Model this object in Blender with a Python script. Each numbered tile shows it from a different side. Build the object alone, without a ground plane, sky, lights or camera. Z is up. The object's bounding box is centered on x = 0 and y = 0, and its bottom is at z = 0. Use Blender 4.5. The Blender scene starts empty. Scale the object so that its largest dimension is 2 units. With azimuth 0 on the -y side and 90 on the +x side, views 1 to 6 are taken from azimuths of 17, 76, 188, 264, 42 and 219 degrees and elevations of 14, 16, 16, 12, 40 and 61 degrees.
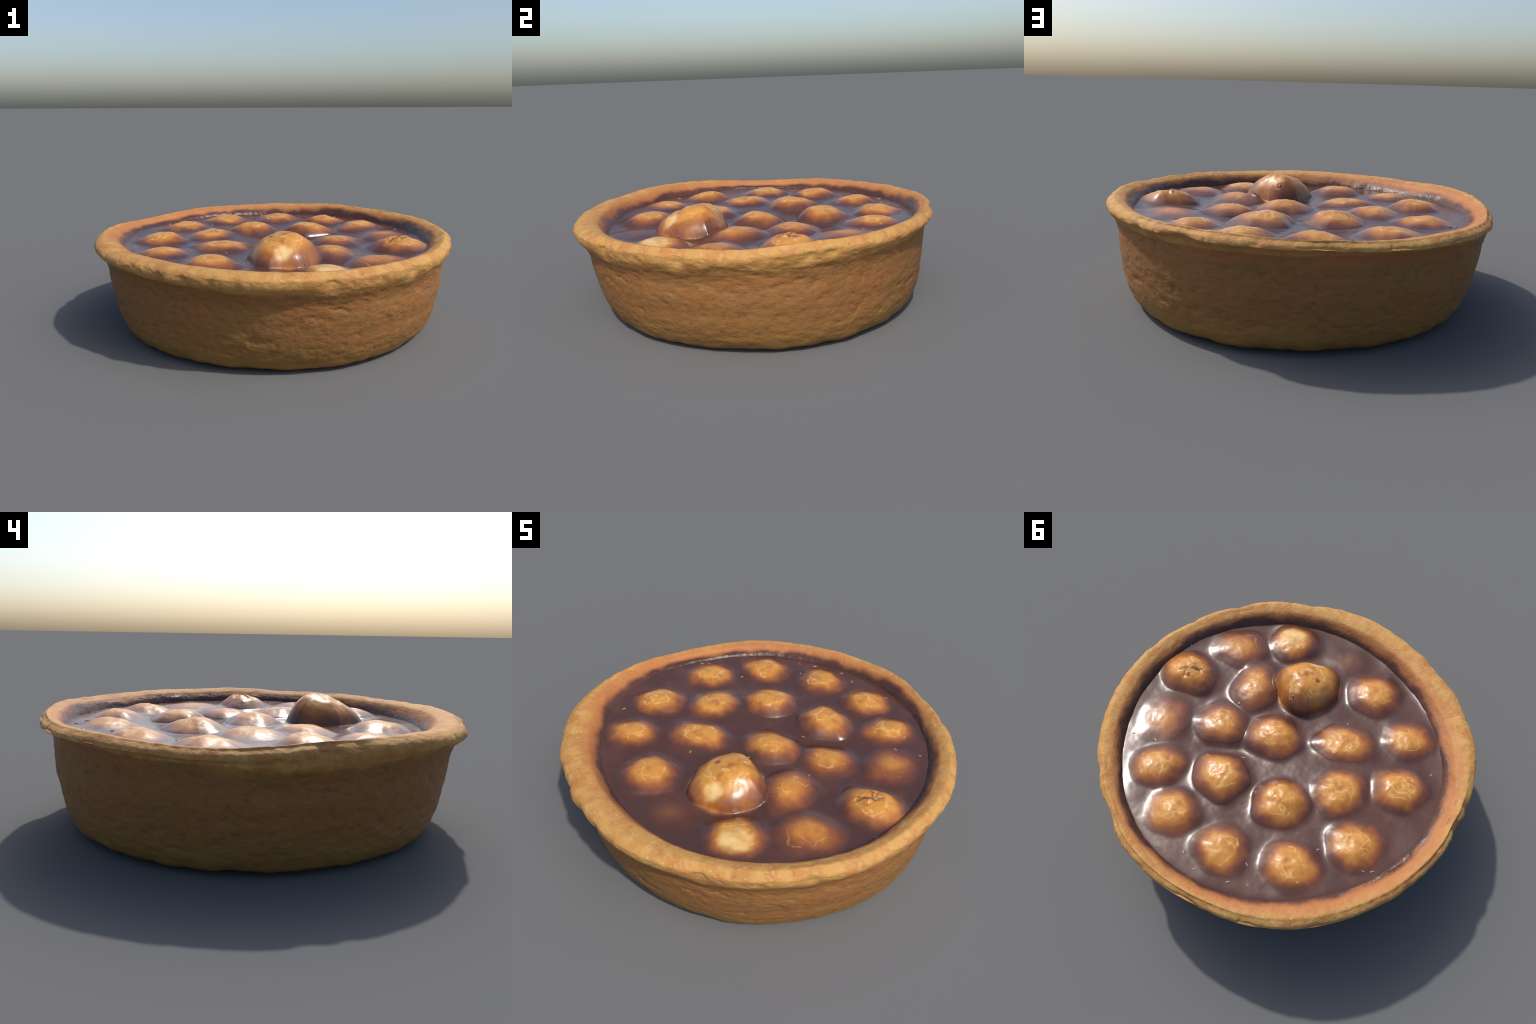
"""Hazelnut caramel tart: a thick shortcrust case with a flared rim, filled with
glossy dark caramel from which whole roasted hazelnuts bulge."""
import bpy, math, random
import numpy as np
from mathutils import noise, Vector

random.seed(7)
TAU = 2 * math.pi

# ------------------------------------------------------------------ helpers
def periodic(points, smooth=0.0):
    """Periodic piecewise interpolation through (degrees, value) control points."""
    a = np.array([p[0] % 360 for p in points], float)
    v = np.array([p[1] for p in points], float)
    o = np.argsort(a)
    a, v = a[o], v[o]
    g = np.arange(0, 360, 0.5)
    y = np.interp(g, np.r_[a - 360, a, a + 360], np.r_[v, v, v])
    if smooth > 0:
        n = int(smooth * 6)
        k = np.exp(-0.5 * (np.arange(-n, n + 1) * 0.5 / smooth) ** 2)
        k /= k.sum()
        y = np.convolve(np.r_[y[-n:], y, y[:n]], k, 'valid')
    return lambda t: np.interp(np.degrees(t) % 360, np.r_[g, 360], np.r_[y, y[0]])


def smoothstep(a, b, x):
    t = np.clip((x - a) / (b - a), 0, 1)
    return t * t * (3 - 2 * t)


def fbm(P, scale, octaves, seed):
    """Fractal noise in about -1..1 at an (n,3) array of points; scale may be a 3-vector."""
    Q = np.asarray(P) * np.asarray(scale) + np.array([seed * 3.7, seed * 1.3, seed * 7.1])
    return np.array([noise.fractal(Vector(q), 1.0, 2.0, octaves) for q in Q])


# ------------------------------------------------------- shape of the crust
R_OUT = periodic([(-180, .989), (-175, .990), (-171, .981), (-166, .995), (-158, 1.0), (-147, 1.006), (-140, 1.012),
                  (-131, 1.002), (-126, 1.008), (-122, 1.008), (-118, .992), (-113, .991), (-109, .983), (-105, .998),
                  (-100, .992), (-93, .990), (-89, .996), (-81, 1.004), (-72, 1.0), (-64, .994), (-60, .984),
                  (-56, .992), (-44, 1.0), (-37, .999), (-33, .988), (-29, 1.0), (-17, 1.003), (-14, .995),
                  (-5, 1.0), (-1, .994), (5, 1.001), (20, 1.0), (29, 1.0), (38, .995), (46, .998), (51, .987),
                  (60, .992), (64, .981), (68, .986), (74, .998), (85, .999), (94, .995), (105, .988), (115, .997),
                  (131, 1.002), (144, .994), (156, .987), (162, .990), (168, .986)], 1.2)
R_IN_PTS = [(-179, .862), (-171, .859), (-163, .858), (-156, .850), (-146, .840), (-137, .834), (-127, .824),
            (-118, .810), (-107, .806), (-96, .820), (-86, .828), (-77, .838), (-65, .857), (-52, .864), (-40, .871),
            (-27, .874), (-15, .884), (-4, .881), (5, .876), (17, .868), (29, .868), (37, .876), (48, .880), (54, .876),
            (63, .881), (71, .892), (81, .896), (90, .893), (100, .886), (111, .877), (121, .869), (129, .866),
            (140, .855), (148, .853), (157, .859), (165, .860), (173, .861)]
Z_TOP = periodic([(-179, .521), (-172, .533), (-160, .537), (-149, .537), (-137, .530), (-130, .524), (-117, .530),
                  (-106, .528), (-92, .527), (-80, .528), (-57, .524), (-42, .532), (-30, .533), (-20, .530),
                  (-6, .540), (1, .545), (13, .543), (31, .543), (42, .542), (56, .538), (71, .542), (80, .543),
                  (98, .534), (121, .526), (136, .525), (150, .517), (160, .509), (170, .507)], 3)
Z_LIP = periodic([(-140, .430), (-115, .424), (-100, .412), (-85, .402), (-60, .396), (-40, .406), (-20, .420),
                  (0, .428), (20, .440), (45, .455), (70, .464), (97, .474), (125, .476), (150, .462), (175, .418),
                  (-165, .424)], 4)
R_LIP = periodic([(-149, .954), (-113, .940), (-87, .942), (-40, .954), (-2, .963), (24, .958), (61, .948), (103, .940), (128, .936),
                  (148, .956), (169, .960)], 5)
R_UPPER = periodic([(-149, .928), (-113, .920), (-87, .924), (-40, .942), (-1, .952), (23, .942), (61, .940),
                    (103, .930), (140, .930), (169, .941)], 6)      # side wall at z = .30
R_MIDDLE = periodic([(-150, .896), (-113, .895), (-87, .892), (-40, .911), (0, .928), (23, .925), (62, .924),
                     (103, .904), (140, .903), (169, .912)], 6)     # side wall at z = .15
R_BASE = periodic([(-150, .864), (-128, .862), (-112, .858), (-88, .852), (-79, .849), (-58, .858), (-50, .868),
                   (-36, .864), (-26, .872), (-15, .880), (0, .894), (11, .896), (22, .890), (40, .890), (62, .896),
                   (75, .894), (102, .880), (134, .871), (155, .869), (170, .870)], 3)   # side wall at z = .05
Z_CONTACT = periodic([(-150, .470), (-130, .464), (-110, .452), (-70, .446), (-45, .454), (-20, .470), (0, .477),
                      (30, .474), (90, .470), (180, .470)], 8)                  # where the caramel meets the crust


def fourier(points, harmonics):
    f = periodic(points, 3)
    t = np.linspace(0, TAU, 720, endpoint=False)
    y = f(t)
    return [(y.mean(), 0.0)] + [(2 * (y * np.cos(k * t)).mean(), 2 * (y * np.sin(k * t)).mean())
                                for k in range(1, harmonics + 1)]


R_IN_SERIES = fourier(R_IN_PTS, 4)


def R_IN(t):
    return sum(a * np.cos(k * t) + b * np.sin(k * t) for k, (a, b) in enumerate(R_IN_SERIES))


LEVEL = .444          # height of the caramel between the nuts, at the middle


def catmull(P, n):
    """Sample a Catmull-Rom spline through P (m, 2, nt) at n points per span."""
    P = np.concatenate([2 * P[:1] - P[1:2], P, 2 * P[-1:] - P[-2:-1]])
    out = []
    for i in range(1, len(P) - 2):
        for s in np.linspace(0, 1, n[i - 1], endpoint=False):
            a, b, c, d = P[i - 1], P[i], P[i + 1], P[i + 2]
            out.append(.5 * (2 * b + (c - a) * s + (2 * a - 5 * b + 4 * c - d) * s * s + (3 * b - a - 3 * c + d) * s ** 3))
    out.append(P[-2])
    return np.array(out)


def mesh_from(name, verts, faces):
    me = bpy.data.meshes.new(name)
    me.from_pydata([tuple(v) for v in verts], [], faces)
    me.update()
    return me


def vertex_normals(verts, faces):
    F = np.array(faces)
    n = np.cross(verts[F[:, 2]] - verts[F[:, 0]], verts[F[:, 3]] - verts[F[:, 1]])
    N = np.zeros_like(verts)
    for k in range(4):
        np.add.at(N, F[:, k], n)
    return N / np.maximum(np.linalg.norm(N, axis=1, keepdims=True), 1e-12)


def split_regions(verts, faces, labels, names, parent_of, materials):
    """Separate one smooth surface into named objects; borders coincide and share normals."""
    N = vertex_normals(verts, faces)
    F = np.array(faces)
    objs = {}
    for key in names:
        sel = F[labels == key]
        used, inv = np.unique(sel, return_inverse=True)
        me = mesh_from(names[key], verts[used], inv.reshape(sel.shape).tolist())
        me.polygons.foreach_set('use_smooth', [True] * len(me.polygons))
        me.normals_split_custom_set_from_vertices([tuple(n) for n in N[used]])
        ob = bpy.data.objects.new(names[key], me)
        bpy.context.collection.objects.link(ob)
        me.materials.append(materials[key])
        ob.parent = parent_of(key)
        objs[key] = ob
    return objs


# ---------------------------------------------------------------- materials
class Nodes:
    """Small shorthand for building node trees."""

    def __init__(self, tree):
        self.t = tree

    def new(self, kind, **inputs):
        n = self.t.nodes.new(kind)
        for k, v in inputs.items():
            self.put(n.inputs[k] if not k.startswith('i') or not k[1:].isdigit() else n.inputs[int(k[1:])], v)
        return n

    def put(self, sock, v):
        if isinstance(v, bpy.types.NodeSocket):
            self.t.links.new(v, sock)
        else:
            sock.default_value = v

    def math(self, op, a, b=0.0, c=0.0, clamp=False):
        n = self.t.nodes.new('ShaderNodeMath')
        n.operation = op
        n.use_clamp = clamp
        self.put(n.inputs[0], a)
        self.put(n.inputs[1], b)
        self.put(n.inputs[2], c)
        return n.outputs[0]

    def vmath(self, op, a, b=(0, 0, 0), out=0):
        n = self.t.nodes.new('ShaderNodeVectorMath')
        n.operation = op
        self.put(n.inputs[0], a)
        self.put(n.inputs[1], b)
        return n.outputs[out]

    def noise(self, vec, scale, detail=3, rough=.55, dist=0.0):
        n = self.t.nodes.new('ShaderNodeTexNoise')
        self.put(n.inputs['Vector'], vec)
        n.inputs['Scale'].default_value = scale
        n.inputs['Detail'].default_value = detail
        n.inputs['Roughness'].default_value = rough
        n.inputs['Distortion'].default_value = dist
        return n.outputs['Fac']

    def step(self, x, lo, hi):
        """smooth 0..1 ramp of x between lo and hi (lo may exceed hi)"""
        n = self.t.nodes.new('ShaderNodeMapRange')
        n.interpolation_type = 'SMOOTHSTEP'
        rev = lo > hi
        self.put(n.inputs['Value'], x)
        n.inputs['From Min'].default_value = min(lo, hi)
        n.inputs['From Max'].default_value = max(lo, hi)
        n.inputs['To Min'].default_value = 1.0 if rev else 0.0
        n.inputs['To Max'].default_value = 0.0 if rev else 1.0
        return n.outputs['Result']

    def mix(self, fac, a, b):
        n = self.t.nodes.new('ShaderNodeMix')
        n.data_type = 'RGBA'
        self.put(n.inputs['Factor'], fac)
        for s, v in ((n.inputs[6], a), (n.inputs[7], b)):
            self.put(s, v if isinstance(v, bpy.types.NodeSocket) else (*v, 1.0))
        return n.outputs[2]

    def scaled(self, vec, s):
        return self.vmath('MULTIPLY', vec, s)

    def bump(self, height, strength, dist):
        n = self.new('ShaderNodeBump', Strength=strength, Distance=dist)
        self.put(n.inputs['Height'], height)
        return n.outputs['Normal']


def material(name):
    m = bpy.data.materials.new(name)
    m.use_nodes = True
    m.node_tree.nodes.clear()
    N = Nodes(m.node_tree)
    out = N.t.nodes.new('ShaderNodeOutputMaterial')
    bsdf = N.t.nodes.new('ShaderNodeBsdfPrincipled')
    N.t.links.new(bsdf.outputs[0], out.inputs[0])
    co = N.t.nodes.new('ShaderNodeTexCoord').outputs['Object']
    return m, N, bsdf, co


# base colours, linear
CARAMEL = (.068, .028, .020)
CARAMEL_RED = (.088, .036, .024)
NUT_RED = (.165, .050, .021)
NUT_ORANGE = (.365, .128, .023)
NUT_OCHRE = (.500, .228, .042)
NUT_PALE = (.640, .390, .130)


# breaks in the cracked kernel: direction, start and end in kernel radii
CRACKS = [(.7, -.45, .35), (2.1, .05, .50), (3.4, .10, .55)]


def caramel_colour(N, co):
    a = N.noise(co, 5.5, 3)
    b = N.noise(co, 22, 2)
    c = N.mix(N.step(a, .45, .68), CARAMEL, CARAMEL_RED)
    return N.mix(N.math('MULTIPLY', N.step(b, .55, .75), .25), c, (.078, .044, .034))


def finish_glossy(N, bsdf, co, colour, rough):
    N.put(bsdf.inputs['Base Color'], colour)
    N.put(bsdf.inputs['Roughness'], rough)
    bsdf.inputs['IOR'].default_value = 1.45
    bsdf.inputs['Coat Weight'].default_value = .15
    bsdf.inputs['Coat Roughness'].default_value = .12
    h = N.noise(co, 9, 2, .4)
    N.put(bsdf.inputs['Normal'], N.bump(h, .20, .010))


def filling_material():
    m, N, bsdf, co = material('glossy_dark_caramel')
    finish_glossy(N, bsdf, co, caramel_colour(N, co), .26)
    return m


def nut_material(nut, i):
    m, N, bsdf, co = material('caramel_coated_hazelnut')
    mp = N.t.nodes.new('ShaderNodeMapping')
    mp.vector_type = 'TEXTURE'
    N.put(mp.inputs['Vector'], co)
    mp.inputs['Location'].default_value = (nut['x'], nut['y'], 0)
    mp.inputs['Rotation'].default_value = (0, 0, nut['rot'])
    mp.inputs['Scale'].default_value = (nut['a'], nut['b'], 1)
    loc = mp.outputs[0]
    flat = N.scaled(loc, (1, 1, 0))
    rho0 = N.vmath('LENGTH', flat, out=1)
    seedco = N.vmath('ADD', co, (i * 1.37, i * .71, 0))
    wob = N.noise(seedco, 9, 2)
    fine = N.noise(seedco, 40, 3)
    outside = N.step(rho0, .96, 1.14)
    rho0 = N.math('MULTIPLY', rho0, nut.get('reach', 1.0))
    rho = N.math('ADD', rho0, N.math('ADD', N.math('MULTIPLY_ADD', wob, .6, -.30),
                                     N.math('MULTIPLY_ADD', fine, .06, -.03)))
    d = nut['dip']                       # how deep it sits under the caramel, 0..1
    base = caramel_colour(N, co)
    red = N.mix(N.step(rho, .62 - .15 * d, 1.12), NUT_RED, base)
    orange = N.mix(N.step(rho, .46 - .5 * d, .98 - .25 * d), NUT_ORANGE, red)
    blotch = N.noise(seedco, 16, 3)
    ochre_mask = N.math('MULTIPLY', N.step(rho, .80 - .4 * d, .34 - .3 * d), N.step(blotch, .26, .54))
    col = N.mix(N.math('MULTIPLY', ochre_mask, 1 - .7 * d), orange, NUT_OCHRE)
    # pale wrinkle lines in the skin: a broken ring round the crown and a branching crease
    sway = N.noise(seedco, 6, 3)
    ring = N.math('ABSOLUTE', N.math('SUBTRACT', N.math('ADD', rho0, N.math('MULTIPLY_ADD', sway, 1.3, -.65)), .46))
    crease = N.math('ABSOLUTE', N.math('SUBTRACT', N.noise(seedco, 5, 3, .5, .3), .48))
    line = N.math('MAXIMUM', N.math('MULTIPLY', N.step(ring, .036, .006), N.step(blotch, .46, .56)),
                  N.math('MULTIPLY', N.step(crease, .016, .003), N.step(rho0, .65, .4)))
    line = N.math('MULTIPLY', line, .62 * (1 - d))
    col = N.mix(line, col, NUT_PALE)
    if d > .95:
        col = N.mix(.75, col, base)
    for (px, py, pr, pz) in nut.get('pale', ()):
        dist = N.vmath('DISTANCE', co, (px, py, pz), out=1)
        pm = N.step(N.math('ADD', dist, N.math('MULTIPLY_ADD', wob, .08, -.04)), pr, pr * .45)
        pale = N.mix(N.step(blotch, .35, .65), (.66, .46, .19), (.52, .30, .09))
        col = N.mix(N.math('MULTIPLY', pm, .88), col, pale)
    if nut.get('cracked'):
        for phi, lo, hi in CRACKS:
            perp = N.math('ABSOLUTE', N.math('ADD', N.vmath('DOT_PRODUCT', flat, (-math.sin(phi), math.cos(phi), 0), out=1),
                                             N.math('MULTIPLY_ADD', wob, .5, -.25)))
            along = N.vmath('DOT_PRODUCT', flat, (math.cos(phi), math.sin(phi), 0), out=1)
            cm = N.math('MULTIPLY', N.step(perp, .045, .008), N.math('MULTIPLY', N.step(along, lo - .08, lo), N.step(along, hi, hi - .12)))
            col = N.mix(N.math('MULTIPLY', cm, .75), col, (.07, .05, .022))
    if nut.get('spot'):
        dist = N.vmath('DISTANCE', N.scaled(co, (1, 1, 0)), (*nut['spot'], 0), out=1)
        col = N.mix(N.step(dist, .018, .008), col, (.22, .05, .02))
    col = N.mix(outside, col, base)
    rough = N.math('ADD', .26, N.math('MULTIPLY', N.step(rho, .9, .4), .14))
    finish_glossy(N, bsdf, co, col, rough)
    return m


def inner_radius_nodes(N, co):
    """r - R_IN(theta) computed from the same Fourier series the mesh is built with."""
    sep = N.new('ShaderNodeSeparateXYZ', Vector=co)
    x, y, z = sep.outputs
    r = N.vmath('LENGTH', N.scaled(co, (1, 1, 0)), out=1)
    th = N.math('ARCTAN2', y, x)
    acc = R_IN_SERIES[0][0]
    for k, (a, b) in enumerate(R_IN_SERIES):
        if k == 0:
            continue
        amp, ph = math.hypot(a, b), math.atan2(b, a)
        acc = N.math('ADD', acc, N.math('MULTIPLY', N.math('COSINE', N.math('MULTIPLY_ADD', th, k, -ph)), amp))
    return N.math('SUBTRACT', r, acc), z, th


def crust_material():
    m, N, bsdf, co = material('baked_shortcrust')
    s, z, th = inner_radius_nodes(N, co)
    big = N.noise(co, 3.2, 3)
    mid = N.noise(co, 11, 4, .6)
    flat = N.scaled(co, (1, 1, 2.0))
    grain = N.noise(flat, 26, 4, .65)
    fine = N.noise(flat, 75, 3, .6)
    # side wall: grainy brown with darker pits, orange and olive mottling, pale flour specks
    wall = N.mix(N.step(mid, .36, .62), (.240, .112, .033), (.262, .108, .030))
    wall = N.mix(N.math('MULTIPLY', N.step(big, .48, .66), .55), wall, (.235, .122, .032))
    wall = N.mix(N.math('MULTIPLY', N.step(grain, .47, .30), .65), wall, (.135, .066, .024))
    wall = N.mix(N.math('MULTIPLY', N.step(grain, .55, .74), .5), wall, (.330, .160, .055))
    foot = N.step(N.math('ADD', z, N.math('MULTIPLY_ADD', big, .30, -.15)), .20, .05)
    wall = N.mix(N.math('MULTIPLY', foot, .75), wall, (.275, .148, .036))
    speck = N.noise(N.scaled(co, (1, 1, 1.6)), 48, 2, .5)
    wall = N.mix(N.math('MULTIPLY', N.step(speck, .68, .78), .55), wall, (.420, .240, .110))
    # rim: golden, floury pale flecks, toasted patches
    blot = N.noise(co, 13, 3, .6)
    blot2 = N.noise(N.vmath('ADD', co, (5, 3, 1)), 24, 3, .6)
    rim = N.mix(N.step(blot, .40, .62), (.455, .245, .068), (.405, .182, .050))
    rim = N.mix(N.math('MULTIPLY', N.step(big, .54, .72), .45), rim, (.370, .140, .042))
    rim = N.mix(N.math('MULTIPLY', N.step(blot2, .54, .70), .65), rim, (.500, .300, .105))
    rim = N.mix(N.math('MULTIPLY', N.step(speck, .64, .74), .6), rim, (.560, .380, .190))
    rim = N.mix(N.math('MULTIPLY', N.step(blot2, .36, .26), .6), rim, (.260, .100, .032))
    rad = N.vmath('LENGTH', N.scaled(co, (1, 1, 0)), out=1)
    lip = N.math('MULTIPLY_ADD', N.math('MAXIMUM', N.math('SUBTRACT', z, .45), 0), 2.0, rad)
    rimmask = N.step(N.math('ADD', lip, N.math('MULTIPLY_ADD', mid, .03, -.015)), .955, .985)
    col = N.mix(rimmask, wall, rim)
    # caramel soaked into the inner slope
    above = N.step(z, .40, .43)
    sn = N.math('ADD', s, N.math('ADD', N.math('MULTIPLY_ADD', mid, .030, -.015), N.math('MULTIPLY_ADD', big, .09, -.045)))
    glaze = N.math('MULTIPLY', N.step(N.math('ADD', sn, N.math('MULTIPLY', N.math('COSINE', N.math('SUBTRACT', th, 3.0)), -.025)), .090, .015), above)
    soak = N.math('MULTIPLY', N.step(sn, .042, .010), above)
    film = N.math('MULTIPLY', N.step(sn, .026, .004), above)
    col = N.mix(N.math('MULTIPLY', glaze, .8), col, (.370, .130, .040))
    col = N.mix(N.math('MULTIPLY', soak, .8), col, (.170, .058, .024))
    col = N.mix(film, col, caramel_colour(N, co))
    N.put(bsdf.inputs['Base Color'], col)
    rough = N.math('SUBTRACT', .68, N.math('ADD', N.math('MULTIPLY', glaze, .12), N.math('MULTIPLY', film, .34)))
    N.put(bsdf.inputs['Roughness'], rough)
    bsdf.inputs['Specular IOR Level'].default_value = .35
    h = N.math('ADD', N.math('MULTIPLY', grain, 1.0), N.math('MULTIPLY', fine, .45))
    N.put(bsdf.inputs['Normal'], N.bump(h, .45, .009))
    return m


def crumb_material():
    m, N, bsdf, co = material('pale_crumb')
    N.put(bsdf.inputs['Base Color'], N.mix(N.noise(co, 60, 2), (.30, .19, .12), (.22, .13, .08)))
    bsdf.inputs['Roughness'].default_value = .45
    return m


# ----------------------------------------------------------------- the tart
tart = bpy.data.objects.new('hazelnut_tart', None)
bpy.context.collection.objects.link(tart)
tart['label'] = 'round shortcrust tart filled with glossy caramel and whole hazelnuts'
tart['category'] = 'nut tart'

# ---- crust
NT = 900
T = np.linspace(0, TAU, NT, endpoint=False)
ro, ri, zt, zl, rl, rb = R_OUT(T), R_IN(T), Z_TOP(T), Z_LIP(T), R_LIP(T), R_BASE(T)
ru, rm = R_UPPER(T), R_MIDDLE(T)
sh = ri + .027 + .016 * np.exp(-((np.degrees(T) - 187) / 25) ** 2) + .20 * np.clip(.90 - ri, 0, .1)             # inner shoulder, broader where the rim is wide
c = np.ones_like(ri)
profile = [
    (.02 * c, .10 * c), (ri - .30, .10 * c), (ri - .07, .14 * c), (ri - .035, .38 * c),
    (ri - .004, Z_CONTACT(T)), (sh - .004, zt - .026), (sh + .020, zt - .010), (.42 * sh + .58 * ro, zt), (ro - .024, zt - .008),
    (ro - .006, zt - .020), (ro, zt - .036), (ro - .006, .55 * (zt - .036) + .45 * (zl + .02)), (rl + .018, zl + .020), (rl + .001, zl - .010),
    (rl * .45 + ru * .55 - .001, .5 * zl + .16), (ru, .30 * c), (.5 * ru + .5 * rm + .001, .225 * c), (rm, .15 * c), (.45 * rm + .55 * rb + .003, .095 * c),
    (rb, .052 * c), (rb - .022, .026 * c), (rb - .055, .011 * c), (rb - .11, .003 * c),
    (rb - .18, .0 * c), (rb - .5, .003 * c), (.02 * c, .003 * c)]
P = np.array([[a, b] for a, b in profile])
spans = [2, 2, 3, 5, 9, 6, 7, 7, 6, 6, 6, 7, 6, 8, 9, 9, 9, 8, 7, 6, 5, 4, 3, 3, 3]
S = catmull(P, spans)
np_ = len(S)
rr, zz = S[:, 0], S[:, 1]
tt = np.broadcast_to(T, rr.shape)
V = np.stack([rr * np.cos(tt), rr * np.sin(tt), zz], -1).reshape(-1, 3)
faces = [(i * NT + j, (i + 1) * NT + j, (i + 1) * NT + (j + 1) % NT, i * NT + (j + 1) % NT)
         for i in range(np_ - 1) for j in range(NT)]
Nrm = vertex_normals(V, faces)
if Nrm[(np_ // 2) * NT, 0] < 0:
    faces = [f[::-1] for f in faces]
    Nrm = -Nrm
# relief: lumps and pits in the side wall, chips and ragged folds along the lip
h1 = fbm(V, (5, 5, 9), 3, 1)
h2 = fbm(V, (17, 17, 30), 3, 2)
h3 = fbm(V, (40, 40, 70), 2, 3)
zf, rf, tf = V[:, 2], np.hypot(V[:, 0], V[:, 1]), np.arctan2(V[:, 1], V[:, 0])
riv, rov, ztv, zlv = R_IN(tf), R_OUT(tf), Z_TOP(tf), Z_LIP(tf)
outer = smoothstep(riv - .01, riv + .05, rf)
wallm = smoothstep(.05, .09, zf) * smoothstep(zlv + .02, zlv - .03, zf) * (rf > .7)
lipm = smoothstep(zlv - .02, zlv + .03, zf) * smoothstep(.93, .97, rf)
innerm = smoothstep(LEVEL - .03, LEVEL + .01, zf) * smoothstep(riv + .10, riv + .02, rf)
disp = wallm * (.0030 * h1 + .0024 * h2 + .0013 * h3) + lipm * (.0040 * h1 + .0022 * h2 + .0012 * h3) \
    + innerm * (.0035 * h1 + .0018 * h2) + (1 - wallm) * (1 - lipm) * (1 - innerm) * outer * (.003 * h1 + .0014 * h2 + .0005 * h3)
disp -= np.clip(-h2 - .45, 0, 1) * wallm * .008
disp += wallm * .002
# facets where the side meets the table
edge = smoothstep(.10, .03, zf) * smoothstep(.70, .78, rf)
disp += edge * .008 * fbm(V, (9, 9, 9), 2, 5)


def notch(deg, width, depth, zoff=-.03, zwidth=.03):
    d = np.abs((np.degrees(tf) - deg + 180) % 360 - 180)
    return -depth * np.exp(-(d / width) ** 2) * np.exp(-((zf - ztv - zoff) / zwidth) ** 2) * (rf > .93)


for deg, w, dep, zo, zw in [(67, 3.2, .022, -.045, .02), (86, 2.0, .007, -.026, .013), (101, 2.6, .008, -.025, .013), (1, 1.6, .012, -.05, .03),
                            (6, 2.5, .012, -.045, .02), (-170, 2.2, .016, -.03, .02), (-163, 1.6, .013, -.025, .018), (-114, 1.8, .007, -.04, .03),
                            (-107, 1.2, .006, -.045, .03), (-99, 2.0, .008, -.045, .03), (-91, 1.2, .008, -.05, .03), (-126, 2.2, .006, -.04, .03),
                            (-60, 2, .008, -.05, .03), (-33, 2, .009, -.04, .03), (51, 1.6, .010, -.04, .03), (120, 3, .005, -.035, .025),
                            (138, 3, .005, -.035, .025), (-45, 1.0, .007, -.06, .02)]:
    disp += notch(deg, w, dep, zo, zw)
chip = random.Random(31)
for k in range(46):                                     # small crumbly chips along the lip
    disp += notch(chip.uniform(-180, 180), chip.uniform(.5, 1.6), chip.uniform(.002, .006), chip.uniform(-.065, -.015), chip.uniform(.010, .02))
V = V + Nrm * disp[:, None]
V[:, 2] = np.maximum(V[:, 2], 0.0)
V[:, 2] -= V[:, 2].min()

crust_mat = crust_material()
# split the crust into rim, side wall and base along the profile
ring = np.repeat(np.arange(np_ - 1), NT)
start = np.cumsum([0] + spans)
labels = np.where(ring < start[3], 2, np.where(ring < start[13], 0, np.where(ring < start[22], 1, 2)))
crust = bpy.data.objects.new('crust', None)
bpy.context.collection.objects.link(crust)
crust.parent = tart
split_regions(V, faces, labels, {0: 'crust_rim', 1: 'crust_wall', 2: 'crust_base'}, lambda k: crust,
              {0: crust_mat, 1: crust_mat, 2: crust_mat})

# ---- filling with nuts: one smooth surface, separated into caramel and nuts
def hazelnut(x, y, top, a, b, deg, dip=0.0, power=2.0, **kw):
    return dict(x=x, y=y, top=top, a=a, b=b, rot=math.radians(deg), dip=dip, power=power, **kw)


NUTS = [
    hazelnut(.735, -.004, .524, .175, .148, 10, .12, cracked=True, dome=.45, lumps=1.6),
    hazelnut(.640, -.335, .487, .170, .140, 39, .62),
    hazelnut(.425, -.578, .487, .148, .132, 45, .05, pale=[(.445, -.605, .085, .472)]),
    hazelnut(.385, -.190, .494, .180, .130, 115, .45),
    hazelnut(.155, -.372, .587, .188, .180, 60, .0, reach=.84, dome=.90, lean=(0, .036), facet=.12, angular=.38, lumps=1.4,
             pale=[(.190, -.495, .050, .515), (.142, -.255, .040, .565)], spot=(.093, -.381)),
    hazelnut(-.167, -.585, .496, .155, .145, 60, .2),
    hazelnut(.620, .310, .480, .165, .140, 110, .85),
    hazelnut(.366, .123, .486, .150, .134, 30, .35),
    hazelnut(.085, .000, .501, .155, .138, 10, .1),
    hazelnut(-.232, -.212, .488, .168, .122, 30, .1),
    hazelnut(-.485, -.455, .485, .145, .124, 40, .15),
    hazelnut(.428, .540, .502, .155, .134, 60, .25),
    hazelnut(.135, .370, .512, .160, .144, 0, .05, dome=.6),
    hazelnut(-.204, .288, .514, .155, .144, 30, .0, dome=.5),
    hazelnut(-.395, .040, .497, .155, .138, 80, .1),
    hazelnut(-.625, -.172, .512, .155, .134, 39, .0),
    hazelnut(.180, .680, .503, .145, .138, 0, .1),
    hazelnut(-.145, .672, .502, .150, .138, 0, .1),
    hazelnut(-.462, .512, .505, .155, .138, 30, .05),
    hazelnut(-.636, .225, .501, .155, .138, 50, .1),
    hazelnut(.100, -.680, .441, .120, .100, 20, 1.0),
]

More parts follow.
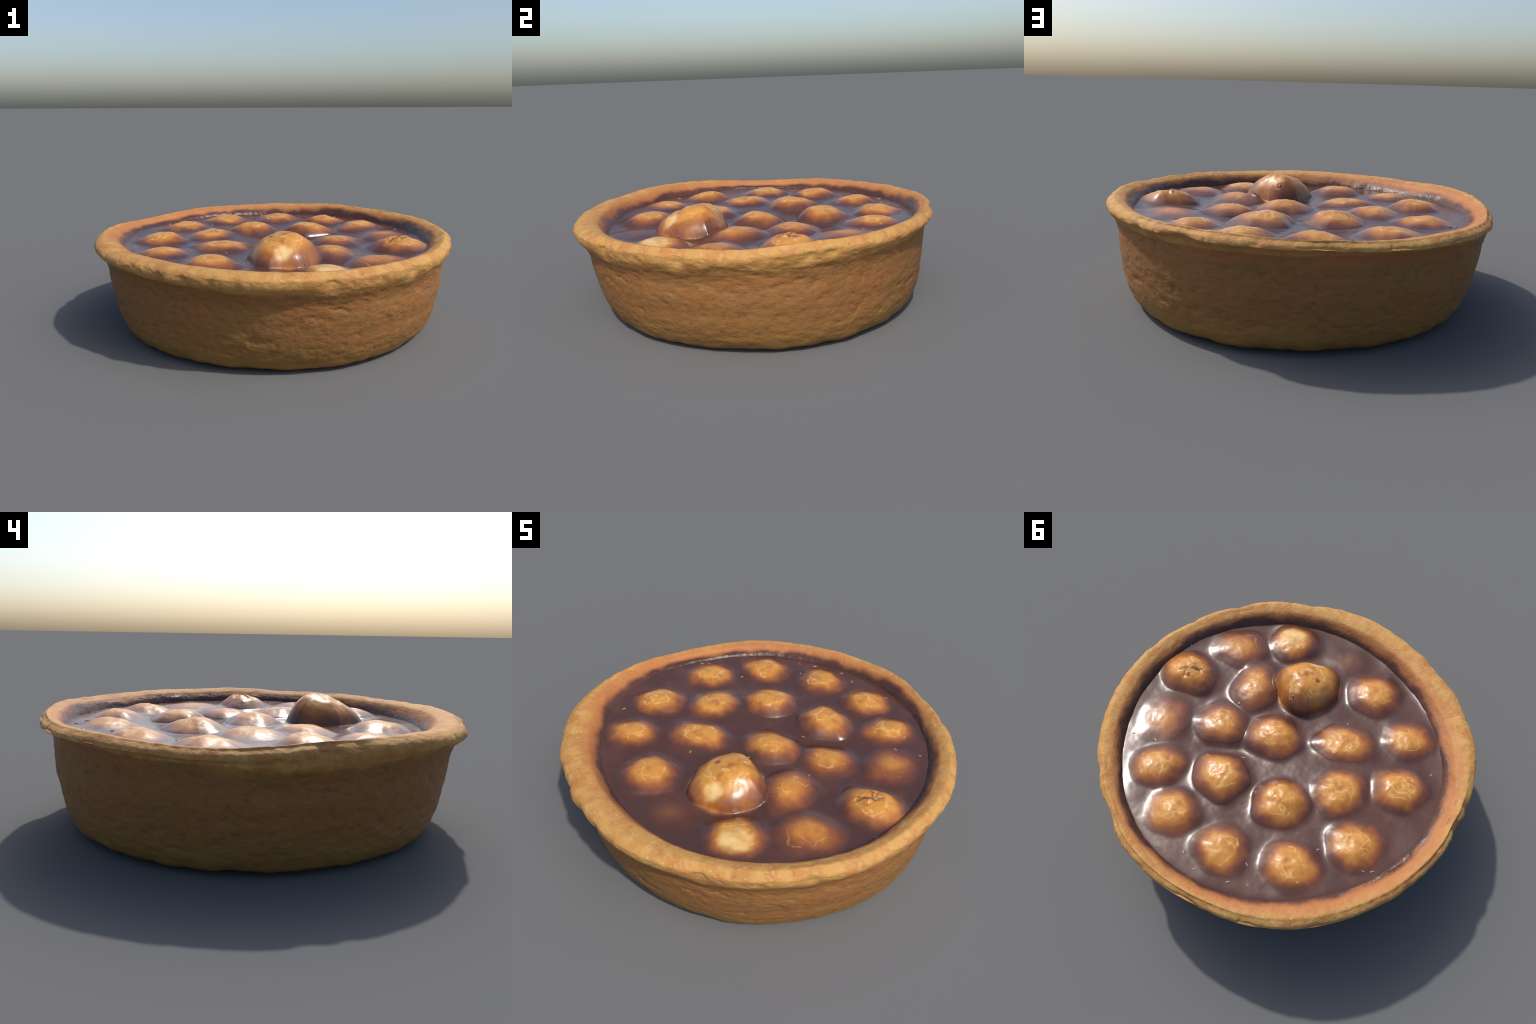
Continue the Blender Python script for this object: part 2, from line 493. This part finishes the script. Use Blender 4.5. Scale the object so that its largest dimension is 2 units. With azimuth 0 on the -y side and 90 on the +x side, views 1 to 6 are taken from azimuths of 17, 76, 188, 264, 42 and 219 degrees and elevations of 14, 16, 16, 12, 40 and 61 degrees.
NR, NF = 230, 720
TF = np.linspace(0, TAU, NF, endpoint=False)
u = (np.arange(NR) + .35) / (NR - .65)
rf_edge = R_IN(TF) + .010
RR = u[:, None] * rf_edge[None, :]
X, Y = RR * np.cos(TF), RR * np.sin(TF)
flat3 = np.stack([X.ravel(), Y.ravel(), np.zeros(X.size)], -1)
w1 = fbm(flat3, 4, 2, 11).reshape(X.shape)
w2 = fbm(flat3, 11, 3, 12).reshape(X.shape)
w3 = fbm(flat3, 28, 2, 13).reshape(X.shape)
gap = rf_edge[None, :] - RR
RC = np.hypot(X, Y)
sink = smoothstep(-.30, -.72, Y - .12 * X)                # the caramel dips towards one side
level = LEVEL + .026 * (RC / .85) ** 2 + .008 * Y - .019 * sink + .004 * w1 + .0012 * w2 \
    + .020 * np.exp(-((X + .33) ** 2 + (Y - .03) ** 2) / .06) + .010 * np.exp(-((X - .10) ** 2 + (Y + .57) ** 2) / .02) + .012 * np.exp(-((X + .38) ** 2 + (Y + .52) ** 2) / .03) \
    - .017 * np.exp(-((X - .28) ** 2 + (Y - .16) ** 2) / .035) - .010 * np.exp(-((X - .45) ** 2 + (Y + .40) ** 2) / .02)
climb = np.exp(-np.clip(gap - .006, 0, 9) / .035)
level = level * (1 - climb) + (Z_CONTACT(TF)[None, :] + .002 + .006 * w1) * climb
K = .016
acc = np.exp(np.zeros_like(X))
best = np.full(X.shape, 9.0)
owner = np.full(X.shape, -1)
for i, n in enumerate(NUTS):
    c, s = math.cos(n['rot']), math.sin(n['rot'])
    dx, dy = X - n['x'], Y - n['y']
    lx, ly = (c * dx + s * dy) / n['a'], (-s * dx + c * dy) / n['b']
    ang = np.arctan2(ly, lx)
    rnd = random.Random(100 + i)
    ph, ph2 = rnd.uniform(0, TAU), rnd.uniform(0, TAU)
    # slightly squared, faceted kernels rather than perfect domes
    rho = np.hypot(lx, ly) * (1 + .05 * np.cos(3 * ang + ph) + .04 * np.cos(5 * ang + ph2))
    sides = [ph + TAU * (k + rnd.uniform(-.3, .3)) / n.get('sides', 6) for k in range(n.get('sides', 6))]
    poly = np.maximum.reduce([rho * np.cos(ang - q) for q in sides]) * 1.06
    mixp = n.get('angular', .18) * (1 - n['dip'])
    rho = (1 - mixp) * rho + mixp * np.maximum(poly, .2 * rho)
    drop = max(n['top'] - LEVEL, .02)
    dome = n.get('dome', .28)
    z = n['top'] - drop * ((1 - dome) * rho ** 2 + dome * (1 - np.sqrt(np.clip(1 - rho ** 2, 0, 1)))) - drop * 1.6 * np.clip(rho - 1, 0, 9)
    lean = n.get('lean', (.010 * math.cos(ph2), .010 * math.sin(ph2)))
    z += (lean[0] * dx / n['a'] + lean[1] * dy / n['b']) * (drop / .06 if 'lean' not in n else 1) * np.exp(-(rho / .8) ** 4)
    facet = np.maximum.reduce([np.cos(ang - ph - q) * rho for q in (0, 1.4, 2.5, 3.9, 5.1)])
    z -= n.get('facet', .10) * drop * np.clip(facet - .5, 0, 1) * (1 - .7 * n['dip'])
    bumps = (.0070 * w2 + .0026 * w3) * np.clip(1.1 - rho, 0, 1)
    z += bumps * (1 - .6 * n['dip']) * n.get('lumps', 1.0)
    if n.get('cracked'):
        z += .012 * fbm(flat3, 8, 2, 22).reshape(X.shape) * smoothstep(1.0, .5, rho)
        for phi, lo, hi in CRACKS:
            perp = -math.sin(phi) * lx + math.cos(phi) * ly + .22 * w2
            along = math.cos(phi) * lx + math.sin(phi) * ly
            on = smoothstep(lo - .1, lo, along) * smoothstep(hi, hi - .15, along)
            z -= .008 * np.exp(-(perp / .06) ** 2) * on - .003 * np.exp(-((perp - .16) / .09) ** 2) * on * smoothstep(.1, .3, np.hypot(lx, ly))
    z = np.maximum(z, LEVEL - .25)
    acc += np.exp((z - level) / K)
    closer = rho < best
    best = np.where(closer, rho, best)
    owner = np.where(closer & (rho < 1.2), i, owner)
Z = level + K * (np.log(acc))
Z -= .0025
FV = np.stack([X, Y, Z], -1).reshape(-1, 3)
ff = [(i * NF + j, (i + 1) * NF + j, (i + 1) * NF + (j + 1) % NF, i * NF + (j + 1) % NF)
      for i in range(NR - 1) for j in range(NF)]
own = owner.ravel()
lab = np.array([own[f[0]] for f in ff])
# skirt and underside give the caramel its depth
last = (NR - 1) * NF
sk = FV[last:last + NF].copy()
sk[:, 2] = .13
sk[:, :2] *= .93
bt = sk.copy()
bt[:, :2] *= .02
i0 = len(FV)
FV = np.concatenate([FV, sk, bt])
extra = [(last + j, i0 + j, i0 + (j + 1) % NF, last + (j + 1) % NF) for j in range(NF)] + \
        [(i0 + j, i0 + NF + j, i0 + NF + (j + 1) % NF, i0 + (j + 1) % NF) for j in range(NF)]
# small lid over the pole
ff += extra
lab = np.r_[lab, np.full(len(extra), -1)]
if vertex_normals(FV, ff)[NF * 5, 2] < 0:
    ff = [f[::-1] for f in ff]
centre_faces = [(j, (j + 1), NF - 2 - j, NF - 1 - j) for j in range(NF // 2 - 1)]
cz = np.cross(FV[1] - FV[0], FV[NF - 2] - FV[0])[2]
ff += centre_faces if cz > 0 else [f[::-1] for f in centre_faces]
lab = np.r_[lab, np.full(len(centre_faces), own[0])]

filling = bpy.data.objects.new('filling', None)
bpy.context.collection.objects.link(filling)
filling.parent = tart
names = {-1: 'caramel'}
mats = {-1: filling_material()}
for i, n in enumerate(NUTS):
    names[i] = 'hazelnut'
    mats[i] = nut_material(n, i)
split_regions(FV, ff, lab, names, lambda k: filling, mats)

# ---- pale crumbs of nut skin floating on the caramel
def surface_z(x, y):
    t = math.atan2(y, x) % TAU
    i = min(NR - 1, max(0, int(round(math.hypot(x, y) / float(R_IN(np.array(t)) + .010) * (NR - .65) - .35))))
    return Z[i, int(round(t / TAU * NF)) % NF]


crumbs_v, crumbs_f = [], []
rc = random.Random(5)
for (x, y) in [(-.286, .77), (-.295, .644), (-.12, .827), (.232, .797), (-.746, .306), (-.779, .278), (-.701, -.359),
               (-.508, .359), (-.17, -.33), (.375, -.038), (.142, -.23), (.86, -.152), (.668, .487), (.126, .2),
               (-.37, .72), (.30, -.47), (.55, .44), (-.02, .80)]:
    z = surface_z(x, y)
    a = rc.uniform(0, TAU)
    L, W, H = rc.uniform(.007, .013), rc.uniform(.004, .006), .0035
    k = len(crumbs_v)
    for (sx, sy, sz) in [(-1, -1, 0), (1, -.6, 0), (.8, 1, 0), (-1, .7, 0), (-.7, -.6, 1), (.7, -.4, 1), (.6, .7, 1), (-.7, .5, 1)]:
        px, py = sx * L * rc.uniform(.8, 1.2), sy * W * rc.uniform(.8, 1.2)
        crumbs_v.append((x + px * math.cos(a) - py * math.sin(a), y + px * math.sin(a) + py * math.cos(a), z - .001 + sz * H))
    crumbs_f += [tuple(k + q for q in f) for f in [(3, 2, 1, 0), (4, 5, 6, 7), (0, 1, 5, 4), (1, 2, 6, 5), (2, 3, 7, 6), (3, 0, 4, 7)]]
me = mesh_from('crumbs', crumbs_v, crumbs_f)
me.materials.append(crumb_material())
ob = bpy.data.objects.new('crumbs', me)
ob['kind'] = 'stuff'
bpy.context.collection.objects.link(ob)
ob.parent = filling
